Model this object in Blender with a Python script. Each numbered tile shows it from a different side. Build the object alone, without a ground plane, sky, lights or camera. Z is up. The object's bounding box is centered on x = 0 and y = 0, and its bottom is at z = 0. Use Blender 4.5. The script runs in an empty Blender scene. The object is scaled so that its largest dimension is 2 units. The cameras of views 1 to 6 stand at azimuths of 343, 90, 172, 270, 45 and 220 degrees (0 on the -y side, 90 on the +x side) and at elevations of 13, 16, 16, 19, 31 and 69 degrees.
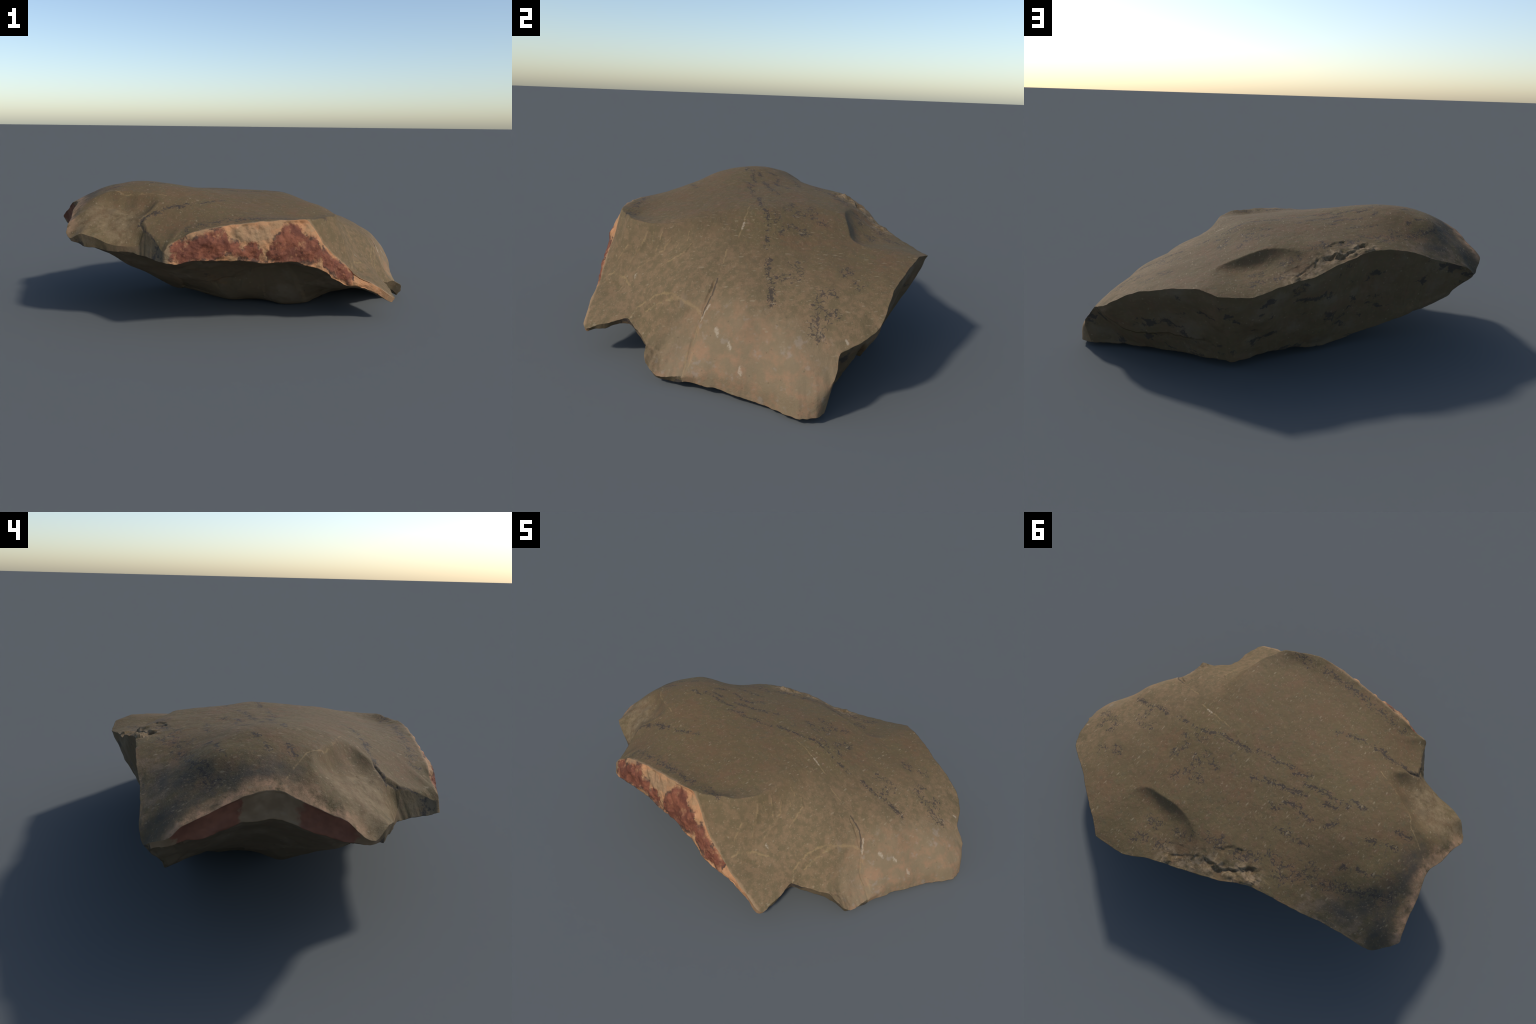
import bpy, math
import numpy as np

# ------------------------------------------------------------------ helpers
def hash3(ix, iy, iz, seed):
    h = (ix * 374761393 + iy * 668265263 + iz * 2147483647 + seed * 1274126177) & 0xFFFFFFFF
    h = ((h ^ (h >> 13)) * 1274126177) & 0xFFFFFFFF
    h = h ^ (h >> 16)
    return (h & 0xFFFF) / 32767.5 - 1.0

def noise3(p, scale, seed=0):
    """smooth value noise in [-1,1] on an (n,3) array"""
    q = p * scale
    i = np.floor(q).astype(np.int64)
    f = q - i
    f = f * f * f * (f * (f * 6 - 15) + 10)
    out = 0
    for dx in (0, 1):
        wx = f[:, 0] if dx else 1 - f[:, 0]
        for dy in (0, 1):
            wy = f[:, 1] if dy else 1 - f[:, 1]
            for dz in (0, 1):
                wz = f[:, 2] if dz else 1 - f[:, 2]
                out = out + wx * wy * wz * hash3(i[:, 0] + dx, i[:, 1] + dy, i[:, 2] + dz, seed)
    return out

def fbm(p, scale, octaves=4, seed=0, gain=0.5):
    o, a = 0, 1.0
    for k in range(octaves):
        o = o + a * noise3(p, scale * 2.03 ** k, seed + 17 * k)
        a *= gain
    return o

class Sheet:
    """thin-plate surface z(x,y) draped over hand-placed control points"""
    def __init__(self, pts, smooth=1e-5):
        P = np.array(pts, float)
        self.c = P[:, :2]
        n = len(P)
        d = np.linalg.norm(self.c[:, None] - self.c[None], axis=2)
        K = self.phi(d) + smooth * np.eye(n)
        Q = np.hstack([np.ones((n, 1)), self.c])
        A = np.block([[K, Q], [Q.T, np.zeros((3, 3))]])
        s = np.linalg.solve(A, np.concatenate([P[:, 2], np.zeros(3)]))
        self.w, self.a = s[:n], s[n:]
    @staticmethod
    def phi(r):
        return r * r * np.log(r + 1e-9)
    def __call__(self, x, y):
        z = self.a[0] + self.a[1] * x + self.a[2] * y
        for (cx, cy), w in zip(self.c, self.w):
            z = z + w * self.phi(np.sqrt((x - cx) ** 2 + (y - cy) ** 2))
        return z

def smin(a, b, k):
    h = np.clip(0.5 + 0.5 * (b - a) / k, 0, 1)
    return b * (1 - h) + a * h - k * h * (1 - h)

def smoothstep(a, b, x):
    t = np.clip((x - a) / (b - a), 0, 1)
    return t * t * (3 - 2 * t)

def poly_dist(x, y, pts):
    """distance to a plan polyline, signed side (+ = left of travel) and position along it 0..1"""
    pts = np.array(pts, float)
    best = np.full(x.shape, 1e9); side = np.zeros(x.shape); tt = np.zeros(x.shape)
    L = np.concatenate([[0], np.cumsum(np.linalg.norm(np.diff(pts[:, :2], axis=0), axis=1))])
    for k in range(len(pts) - 1):
        a, b = pts[k, :2], pts[k + 1, :2]
        d = b - a; l2 = d @ d
        t = np.clip(((x - a[0]) * d[0] + (y - a[1]) * d[1]) / l2, 0, 1)
        px, py = x - a[0] - t * d[0], y - a[1] - t * d[1]
        r = np.hypot(px, py)
        m = r < best
        best = np.where(m, r, best)
        side = np.where(m, np.sign(d[0] * py - d[1] * px), side)
        tt = np.where(m, (L[k] + t * math.sqrt(l2)) / L[-1], tt)
    return best, side, tt

# ------------------------------------------------------------------ outline
# stations round the stone, counter-clockwise from above:
# upper rim point, lower edge of the side wall, wall bulge
ST = [
 # broken pink rind, south
 ((-0.552,-0.638,0.418), (-0.535,-0.658,0.343)),
 ((-0.496,-0.624,0.451), (-0.500,-0.665,0.349)),
 ((-0.435,-0.632,0.475), (-0.451,-0.674,0.356)),
 ((-0.355,-0.636,0.490), (-0.370,-0.672,0.353)),
 ((-0.300,-0.638,0.498), (-0.310,-0.670,0.351)),
 ((-0.208,-0.641,0.506), (-0.220,-0.677,0.345)),
 ((-0.137,-0.645,0.511), (-0.139,-0.681,0.328)),
 ((-0.044,-0.648,0.515), (-0.050,-0.690,0.332)),
 (( 0.031,-0.646,0.515), ( 0.025,-0.703,0.325)),
 (( 0.087,-0.642,0.513), ( 0.085,-0.705,0.304)),
 (( 0.134,-0.652,0.453), ( 0.118,-0.708,0.292)),
 (( 0.164,-0.660,0.399), ( 0.148,-0.711,0.276)),
 (( 0.210,-0.672,0.351), ( 0.189,-0.712,0.248)),
 (( 0.250,-0.679,0.313), ( 0.222,-0.711,0.230)),
 (( 0.284,-0.680,0.285), ( 0.250,-0.708,0.216)),
 (( 0.317,-0.682,0.252), ( 0.290,-0.697,0.198)),
 (( 0.349,-0.688,0.227), ( 0.340,-0.690,0.192)),
 (( 0.411,-0.695,0.196), ( 0.405,-0.690,0.162)),
 (( 0.465,-0.695,0.163), ( 0.458,-0.690,0.135)),
 (( 0.522,-0.699,0.124), ( 0.515,-0.694,0.102)),
 (( 0.546,-0.684,0.113), ( 0.540,-0.680,0.094)),
 (( 0.552,-0.640,0.128), ( 0.545,-0.640,0.110)),
 (( 0.556,-0.580,0.146), ( 0.546,-0.582,0.124)),
 (( 0.557,-0.510,0.168), ( 0.546,-0.508,0.142)),
 (( 0.588,-0.472,0.138), ( 0.576,-0.466,0.108)),
 (( 0.640,-0.432,0.120), ( 0.628,-0.424,0.090)),
 (( 0.690,-0.408,0.113), ( 0.676,-0.396,0.074)),
 (( 0.738,-0.407,0.097), ( 0.722,-0.386,0.050)),
 (( 0.761,-0.384,0.058), ( 0.746,-0.366,0.022)),
 (( 0.774,-0.352,0.036), ( 0.756,-0.342,0.014)),
 (( 0.790,-0.302,0.046), ( 0.774,-0.294,0.020)),
 (( 0.805,-0.253,0.053), ( 0.797,-0.246,0.030)),
 (( 0.831,-0.150,0.080), ( 0.838,-0.149,0.034)),
 (( 0.869,-0.060,0.095), ( 0.873,-0.060,0.026)),
 (( 0.915, 0.042,0.085), ( 0.921, 0.041,0.018)),
 (( 0.963, 0.108,0.088), ( 0.971, 0.107,0.020)),
 (( 0.989, 0.161,0.092), ( 0.998, 0.161,0.024)),
 (( 0.995, 0.223,0.105), ( 0.998, 0.222,0.030)),
 # north-east broken side
 (( 0.985, 0.262,0.125), ( 0.965, 0.248,0.026)),
 (( 0.955, 0.280,0.170), ( 0.890, 0.262,0.024)),
 (( 0.917, 0.294,0.222), ( 0.810, 0.282,0.028)),
 (( 0.888, 0.367,0.250), ( 0.745, 0.314,0.032)),
 (( 0.853, 0.420,0.273), ( 0.690, 0.340,0.035)),
 (( 0.818, 0.448,0.298), ( 0.640, 0.363,0.038)),
 (( 0.758, 0.475,0.338), ( 0.590, 0.388,0.040)),
 (( 0.685, 0.507,0.372), ( 0.538, 0.414,0.042)),
 (( 0.640, 0.532,0.382), ( 0.500, 0.434,0.043)),
 (( 0.540, 0.590,0.411), ( 0.430, 0.476,0.046)),
 (( 0.437, 0.650,0.430), ( 0.370, 0.508,0.048)),
 (( 0.405, 0.668,0.427), ( 0.335, 0.526,0.050)),
 (( 0.352, 0.712,0.417), ( 0.290, 0.552,0.050)),
 # north broken side
 (( 0.280, 0.706,0.410), ( 0.222, 0.530,0.050)),
 (( 0.194, 0.694,0.405), ( 0.150, 0.502,0.056)),
 (( 0.109, 0.648,0.420), ( 0.075, 0.474,0.061)),
 (( 0.016, 0.611,0.438), (-0.005, 0.445,0.058)),
 ((-0.082, 0.575,0.453), (-0.085, 0.405,0.044)),
 ((-0.173, 0.544,0.491), (-0.175, 0.373,0.040)),
 ((-0.260, 0.507,0.515), (-0.255, 0.343,0.050)),
 ((-0.320, 0.474,0.528), (-0.315, 0.325,0.064)),
 ((-0.391, 0.448,0.537), (-0.385, 0.311,0.082)),
 ((-0.501, 0.423,0.528), (-0.485, 0.302,0.108)),
 ((-0.594, 0.404,0.508), (-0.575, 0.304,0.146)),
 ((-0.683, 0.376,0.474), (-0.665, 0.298,0.185)),
 ((-0.792, 0.353,0.442), (-0.775, 0.290,0.236)),
 ((-0.881, 0.338,0.416), (-0.865, 0.285,0.290)),
 ((-0.935, 0.318,0.375), (-0.930, 0.295,0.345)),
 ((-0.958, 0.295,0.392), (-0.956, 0.290,0.372)),
 # hollow pink rind, west
 ((-1.003, 0.228,0.432), (-0.992, 0.224,0.404)),
 ((-0.990, 0.194,0.464), (-0.968, 0.186,0.408)),
 ((-0.972, 0.132,0.490), (-0.962, 0.140,0.411)),
 ((-0.958, 0.080,0.515), (-0.950, 0.085,0.430)),
 ((-0.944, 0.025,0.537), (-0.924, 0.030,0.449)),
 ((-0.924,-0.040,0.550), (-0.914,-0.035,0.454)),
 ((-0.922,-0.082,0.547), (-0.912,-0.078,0.454)),
 ((-0.942,-0.143,0.524), (-0.928,-0.143,0.440)),
 ((-0.953,-0.219,0.492), (-0.942,-0.208,0.420)),
 ((-0.965,-0.268,0.478), (-0.957,-0.258,0.408)),
 ((-0.978,-0.310,0.440), (-0.962,-0.315,0.403)),
 ((-0.960,-0.350,0.420), (-0.952,-0.352,0.402)),
 # chipped south-west ledge
 ((-0.910,-0.394,0.446), (-0.900,-0.386,0.392)),
 ((-0.841,-0.423,0.422), (-0.828,-0.416,0.376)),
 ((-0.782,-0.442,0.399), (-0.770,-0.440,0.366)),
 ((-0.703,-0.467,0.391), (-0.695,-0.470,0.364)),
 ((-0.664,-0.480,0.396), (-0.664,-0.498,0.362)),
 ((-0.636,-0.492,0.450), (-0.646,-0.534,0.358)),
 ((-0.603,-0.550,0.434), (-0.621,-0.576,0.352)),
 ((-0.585,-0.609,0.402), (-0.596,-0.617,0.349)),
 ((-0.574,-0.640,0.398), (-0.572,-0.648,0.350)),
]
UPPER = np.array([s[0] for s in ST]); LOWER = np.array([s[1] for s in ST])

NCOL = 1240
def spline_closed(P, seg, t):
    """Catmull-Rom, softened towards the straight chord to keep broken corners"""
    n = len(P)
    p0, p1, p2, p3 = P[(seg - 1) % n], P[seg], P[(seg + 1) % n], P[(seg + 2) % n]
    t = t[:, None]
    cr = 0.5 * (2 * p1 + (p2 - p0) * t + (2 * p0 - 5 * p1 + 4 * p2 - p3) * t ** 2 + (3 * p1 - p0 - 3 * p2 + p3) * t ** 3)
    return 0.55 * cr + 0.45 * (p1 * (1 - t) + p2 * t)

seglen = np.linalg.norm(np.roll(UPPER, -1, 0) - UPPER, axis=1) + 0.012
cum = np.concatenate([[0], np.cumsum(seglen)])
s = np.arange(NCOL) / NCOL * cum[-1]
seg = np.clip(np.searchsorted(cum, s, side='right') - 1, 0, len(UPPER) - 1)
tloc = (s - cum[seg]) / seglen[seg]
T = spline_closed(UPPER, seg, tloc)
W = spline_closed(LOWER, seg, tloc)
STATION = seg + tloc              # position round the stone in station numbers

def rough(P, amp, scale, seed):
    d = np.stack([fbm(P, scale, 4, seed + 5 * k) for k in range(3)], 1)
    return d * np.asarray(amp)[:, None] if np.ndim(amp) else d * amp
edge_amp = np.full(NCOL, 0.0022)
edge_amp[(STATION > 20) & (STATION < 37)] = 0.0045       # ragged eastern foot
T_NOISE = rough(T, edge_amp, 22, 3)
W_NOISE = rough(W, 0.0045, 18, 9)
W[:, 2] = np.maximum(W[:, 2], 0.002)
def rim(a, b):
    """points of the upper rim from station a to station b, three per stretch"""
    k = np.arange(a, b + 1e-6, 1 / 3)
    j = np.floor(k).astype(int) % len(UPPER)
    return spline_closed(UPPER, j, k - np.floor(k)).tolist()

# ------------------------------------------------------------------ upper face
main = Sheet([
 # crown
 (-0.006,-0.029,0.576),(0.232,0.033,0.553),(0.340,0.032,0.499),(0.340,-0.072,0.499),(0.298,-0.068,0.523),
 (0.387,0.029,0.476),(0.444,0.024,0.451),(0.513,0.049,0.423),(0.594,0.041,0.391),(0.625,0.045,0.376),
 (0.688,0.056,0.350),(0.778,0.074,0.297),(0.724,0.140,0.341),(0.717,0.239,0.356),(0.870,0.203,0.249),
 (0.886,0.315,0.251),(0.379,0.172,0.464),(0.660,0.376,0.377),(0.228,0.262,0.512),
 (0.870,0.080,0.212),(0.930,0.110,0.152),(0.945,0.190,0.175),(0.805,-0.060,0.225),(0.765,-0.140,0.220),(-0.329,0.006,0.603),(-0.128,0.056,0.589),(-0.087,0.074,0.583),(-0.357,-0.055,0.615),
 (-0.298,-0.034,0.603),(-0.203,-0.011,0.593),(-0.512,-0.098,0.639),(0.141,-0.126,0.561),(-0.050,-0.201,0.574),
 (-0.303,-0.372,0.568),(-0.516,-0.398,0.546),(0.006,-0.532,0.511),(-0.576,-0.068,0.645),(-0.706,-0.041,0.633),
 (-0.796,-0.001,0.609),(-0.846,-0.026,0.588),(-0.633,0.051,0.635),(-0.691,0.066,0.623),(-0.550,0.266,0.556),
 (-0.663,0.207,0.564),(-0.860,0.125,0.537),(-0.923,0.257,0.444),(-0.766,-0.120,0.616),(-0.770,0.120,0.596),(-0.700,0.160,0.592),(-0.402,-0.134,0.624),
 (-0.205,0.300,0.563),(-0.052,0.267,0.560),(-0.345,0.369,0.550),(-0.158,0.405,0.546),
 # lip above the northern scoop
 (0.311,0.379,0.464),(0.117,0.377,0.528),(0.031,0.400,0.530),(-0.110,0.440,0.530),(0.220,0.372,0.498),
 # southern crest and margin
 (0.150,-0.560,0.499),(0.235,-0.500,0.500),(0.280,-0.400,0.508),(0.300,-0.300,0.520),(0.310,-0.200,0.520),
 (0.250,-0.575,0.511),(0.180,-0.605,0.514),(0.120,-0.450,0.514),
 # lip of the south-west chip
 (-0.668,-0.241,0.607),(-0.585,-0.269,0.604),(-0.508,-0.305,0.594),(-0.630,-0.409,0.520),(-0.634,-0.477,0.470),
 (-0.840,-0.300,0.575),(-0.780,-0.430,0.510),
 # eastern brow beside the crack, carried on above the scar
 (0.613,-0.155,0.352),(0.705,-0.190,0.262),(0.760,-0.200,0.160),(0.480,-0.160,0.430),(0.550,-0.350,0.400),
 (0.450,-0.500,0.470),(0.690,-0.350,0.290),
 ] + rim(0, 9) + rim(31, 54) + rim(56, 76), 2e-5)

scar_east = Sheet([
 (0.335,-0.475,0.424),(0.385,-0.424,0.380),(0.409,-0.509,0.296),(0.619,-0.262,0.318),(0.389,-0.311,0.445),
 (0.389,-0.584,0.244),(0.619,-0.302,0.292),(0.613,-0.162,0.350),(0.710,-0.205,0.225),(0.721,-0.221,0.170),
 (0.686,-0.309,0.162),(0.697,-0.337,0.125),(0.660,-0.375,0.165),(0.720,-0.330,0.120),(0.570,-0.400,0.248),(0.650,-0.330,0.220),
 (0.257,-0.576,0.480),(0.261,-0.597,0.421),(0.266,-0.617,0.363),(0.278,-0.640,0.304),
 (0.311,-0.463,0.507),(0.330,-0.362,0.503),(0.340,-0.269,0.503),(0.336,-0.180,0.505),(0.245,-0.568,0.512),
 (0.480,-0.170,0.432),(0.420,-0.120,0.470),(0.700,-0.050,0.400),(0.850,-0.100,0.200),(0.180,-0.350,0.640),
 (0.340,-0.640,0.262),(0.450,-0.600,0.215),
 ] + rim(17, 30.7), 2e-5)

scar_south = Sheet([
 (0.087,-0.640,0.513),(0.134,-0.652,0.453),(0.164,-0.660,0.399),(0.210,-0.672,0.351),(0.248,-0.677,0.313),
 (0.284,-0.680,0.285),(0.245,-0.566,0.515),(0.257,-0.576,0.482),(0.261,-0.597,0.423),(0.268,-0.617,0.365),
 (0.284,-0.640,0.310),(0.170,-0.610,0.520),(0.000,-0.600,0.700),(0.400,-0.640,0.340),(0.540,-0.680,0.300),
 (0.400,-0.500,0.700),
 ], 1e-5)

scar_west = Sheet([
 (-0.800,-0.200,0.578),(-0.755,-0.228,0.553),(-0.707,-0.256,0.537),(-0.647,-0.300,0.540),(-0.614,-0.325,0.534),
 (-0.800,-0.160,0.612),(-0.720,-0.205,0.612),(-0.660,-0.225,0.616),(-0.585,-0.255,0.622),(-0.500,-0.285,0.630),
 (-0.740,-0.285,0.532),(-0.760,-0.340,0.495),(-0.620,-0.404,0.520),(-0.647,-0.426,0.494),(-0.645,-0.470,0.448),
 (-0.700,-0.420,0.462),(-0.760,-0.400,0.454),(-0.850,-0.350,0.476),(-0.880,-0.260,0.525),(-0.560,-0.400,0.570),
 (-0.900,-0.150,0.566),(-0.560,-0.480,0.540),(-0.850,-0.100,0.640),
 ] + rim(77, 86.5), 1e-5)

scar_north = Sheet([
 (0.035,0.466,0.484),(0.174,0.487,0.438),(0.193,0.606,0.426),(0.076,0.555,0.443),(0.304,0.481,0.440),
 (0.275,0.405,0.455),(0.210,0.402,0.474),(0.140,0.404,0.490),(0.060,0.420,0.500),(-0.030,0.448,0.508),(-0.090,0.490,0.506),
 (0.320,0.360,0.500),(0.220,0.355,0.560),(0.117,0.345,0.590),(0.000,0.350,0.600),(-0.140,0.420,0.580),
 (0.420,0.470,0.450),(0.500,0.420,0.470),
 ] + rim(48.3, 56), 1e-5)

def upper_z(x, y):
    z = main(x, y)
    z = smin(z, scar_west(x, y), 0.008)
    z = smin(z, scar_north(x, y), 0.004)
    z = smin(z, scar_east(x, y), 0.010)
    z = smin(z, scar_south(x, y), 0.008)
    return z

# relief on the upper face: cracks, hinge steps, ripples, crushed edge
CRACKS = [  # (points, depth, width)
 ([(0.600,-0.150),(0.640,-0.172),(0.700,-0.195),(0.722,-0.221),(0.760,-0.240),(0.800,-0.255)], 0.011, 0.0045),
 ([(-0.575,-0.395),(-0.616,-0.404),(-0.647,-0.426),(-0.634,-0.477)], 0.008, 0.005),
]
def cells(seed, x0, x1, y0, y1, n):
    q = np.random.RandomState(seed)
    return np.stack([q.uniform(x0, x1, n), q.uniform(y0, y1, n), q.uniform(-1, 1, n), q.uniform(-1, 1, n), q.uniform(-1, 1, n)], 1)
def facets(x, y, cl, step, tilt):
    """angular breaks: every cell of a random net is a small plane with its own offset and tilt"""
    P = np.stack([x, y, np.zeros_like(x)], 1)
    u, v = x + 0.010 * fbm(P, 18, 2, 90), y + 0.010 * fbm(P, 18, 2, 91)
    d2 = (u[:, None] - cl[:, 0]) ** 2 + (v[:, None] - cl[:, 1]) ** 2
    k = np.argsort(d2, 1)[:, :2]
    near = np.take_along_axis(np.sqrt(d2), k, 1)
    def plane(j):
        c = cl[j]
        return step * c[:, 2] + tilt * 0.5 * (c[:, 3] * (x - c[:, 0]) + c[:, 4] * (y - c[:, 1]))
    w = 0.5 + 0.5 * smoothstep(0, 0.012, near[:, 1] - near[:, 0])
    return w * plane(k[:, 0]) + (1 - w) * plane(k[:, 1])
CRUSH = cells(5, -0.42, 0.06, 0.36, 0.60, 60)
LEDGE = cells(6, -0.98, -0.60, -0.50, -0.20, 26)
BELLY = cells(7, -1.0, 1.0, -0.72, 0.60, 60)

def relief(x, y):
    P = np.stack([x, y, np.zeros_like(x)], 1)
    wob = 0.006 * fbm(P, 26, 3, 40)
    wob2 = 0.006 * fbm(P, 26, 3, 41)
    xs, ys = x + wob, y + wob2
    dz = 0.0022 * fbm(P, 7, 3, 50) + 0.0007 * fbm(P, 45, 3, 51)
    ledge = np.exp(-(((x + 0.78) / 0.13) ** 2 + ((y + 0.37) / 0.075) ** 2))
    dz = dz + facets(x, y, LEDGE, 0.004, 0.10) * ledge
    for pts, depth, width in CRACKS:
        d, sd, t = poly_dist(xs, ys, pts)
        dz -= depth * np.exp(-(d / width) ** 2) * smoothstep(0, 0.12, t)
    # arc-shaped conchoidal steps on the eastern scar
    d, sd, t = poly_dist(xs, ys, [(0.556,-0.512),(0.556,-0.420),(0.585,-0.345),(0.622,-0.300),(0.660,-0.245),(0.700,-0.200)])
    dz -= np.where(sd < 0, 0.010 * np.exp(-d / 0.05) * smoothstep(0, 0.012, d), 0) * smoothstep(0.0, 0.1, t) * (1 - smoothstep(0.75, 1, t))
    d, sd, t = poly_dist(xs, ys, [(0.350,-0.640),(0.372,-0.600),(0.400,-0.570),(0.440,-0.560)])
    dz -= np.where(sd < 0, 0.006 * np.exp(-d / 0.03), 0) * (1 - smoothstep(0.6, 1, t))
    # small flakes knocked off the crushed northern margin: sharp lip, floor falling away behind it
    for pts, depth, run in [
        ([(-0.254,0.344),(-0.205,0.361),(-0.179,0.387),(-0.160,0.414)], 0.012, 0.030),
        ([(-0.343,0.367),(-0.287,0.418),(-0.221,0.462),(-0.158,0.474),(-0.114,0.474)], 0.022, 0.030),
        ([(-0.114,0.477),(-0.078,0.489),(-0.018,0.535),(0.030,0.570)], 0.012, 0.020)]:
        d, sd, t = poly_dist(xs, ys, pts[::-1])
        dz -= np.where(sd < 0, depth * np.exp(-d / run) * smoothstep(0, 0.011, d), 0) * (0.75 + 0.5 * fbm(P, 20, 3, 44)) * smoothstep(0, 0.12, t) * (1 - smoothstep(0.88, 1, t))
    d, sd, t = poly_dist(x, y, [(0.010,0.575),(-0.120,0.500),(-0.280,0.450),(-0.370,0.410)])
    crushed = np.exp(-(d / 0.045) ** 2)
    dz += (facets(x, y, CRUSH, 0.009, 0.30) + 0.003 * fbm(P, 30, 4, 70)) * crushed
    dz += 0.007 * fbm(P, 24, 4, 72) * np.exp(-((x - 0.735) ** 2 + (y + 0.350) ** 2) / 0.055 ** 2)
    # ripple crests
    for pts in [[(0.324,-0.472),(0.336,-0.503),(0.352,-0.544)],[(0.341,-0.405),(0.372,-0.428)],[(0.365,-0.367),(0.387,-0.397),(0.385,-0.430),(0.387,-0.502)],
                [(0.407,-0.276),(0.436,-0.303),(0.441,-0.350),(0.439,-0.396)],[(0.309,-0.564),(0.304,-0.606)]]:
        d, sd, t = poly_dist(xs, ys, pts)
        dz += 0.0042 * np.exp(-(d / 0.006) ** 2)
    return dz

# ------------------------------------------------------------------ underside
lower = Sheet([
 (-0.165,-0.230,0.032),(0.075,-0.330,0.022),(0.235,-0.345,0.022),(0.100,-0.200,0.012),(-0.100,-0.100,0.015),(-0.466,-0.105,0.102),(-0.440,0.140,0.112),
 (-0.300,0.000,0.055),(-0.450,0.000,0.135),(-0.450,-0.165,0.108),(-0.800,0.000,0.385),(-0.650,0.000,0.260),(-0.550,0.000,0.190),
 (-0.682,-0.247,0.252),(-0.705,-0.297,0.275),(-0.820,-0.300,0.342),(-0.550,-0.400,0.270),(-0.560,-0.560,0.325),
 (0.000,-0.500,0.288),(0.000,-0.410,0.190),(-0.250,-0.480,0.290),(-0.250,-0.340,0.175),(0.200,-0.520,0.155),(0.200,-0.420,0.078),(0.320,-0.420,0.105),(0.290,-0.540,0.140),(0.450,-0.450,0.108),
 (0.550,-0.350,0.085),(0.650,-0.250,0.045),(0.500,0.100,0.012),(0.300,0.200,0.004),(0.100,0.100,0.010),
 (-0.100,0.200,0.020),(-0.350,0.220,0.080),(0.380,-0.150,0.030),(0.720,0.100,0.008),(0.150,-0.600,0.235),
 (-0.300,-0.580,0.330),(-0.030,-0.600,0.318),
 ] + LOWER.tolist(), 1e-5)

# ------------------------------------------------------------------ body grid
NT, NW, NB = 215, 40, 110
ux = 1 - (1 - np.linspace(0, 1, NT + 1)[1:]) ** 1.15
rows, kind = [], []
top_rim_fix = T[:, 2] - (upper_z(T[:, 0], T[:, 1]))
for r in ux:
    x, y = T[:, 0] * r, T[:, 1] * r
    z = upper_z(x, y) + top_rim_fix * smoothstep(0.80, 1.0, r)
    z = z + relief(x, y) * (1 - smoothstep(0.985, 1.0, r) * 0.6)
    rows.append(np.stack([x, y, z], 1) + T_NOISE * smoothstep(0.955, 1.0, r))
T = rows[-1].copy()
wall_rows = []
W_CLEAN = W
W = W + W_NOISE
W[:, 2] = np.maximum(W[:, 2], 0.002)
for k in range(1, NW + 1):
    v = k / NW
    P = T * (1 - v) + W * v
    wall_rows.append(P)
low_fix = W_CLEAN[:, 2] - lower(W_CLEAN[:, 0], W_CLEAN[:, 1])
bot_rows = []
for k in range(1, NB):
    r = 1 - (k / NB) ** 1.1
    x, y = W_CLEAN[:, 0] * r, W_CLEAN[:, 1] * r
    P = np.stack([x, y, np.zeros_like(x)], 1)
    z = lower(x, y) + low_fix * smoothstep(0.80, 1.0, r)
    z = z + (0.005 * fbm(P, 9, 4, 80) + facets(x, y, BELLY, 0.008, 0.16)) * smoothstep(0, 0.1, z) * smoothstep(0, 0.03, 1 - r)
    z = 0.002 + np.logaddexp(0, (z - 0.002) / 0.006) * 0.006 if r < 0.98 else np.maximum(z, 0.001)
    P = np.stack([x, y, z], 1) + W_NOISE * smoothstep(0.93, 1.0, r)
    P[:, 2] = np.maximum(P[:, 2], 0.0015)
    bot_rows.append(P)

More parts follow.
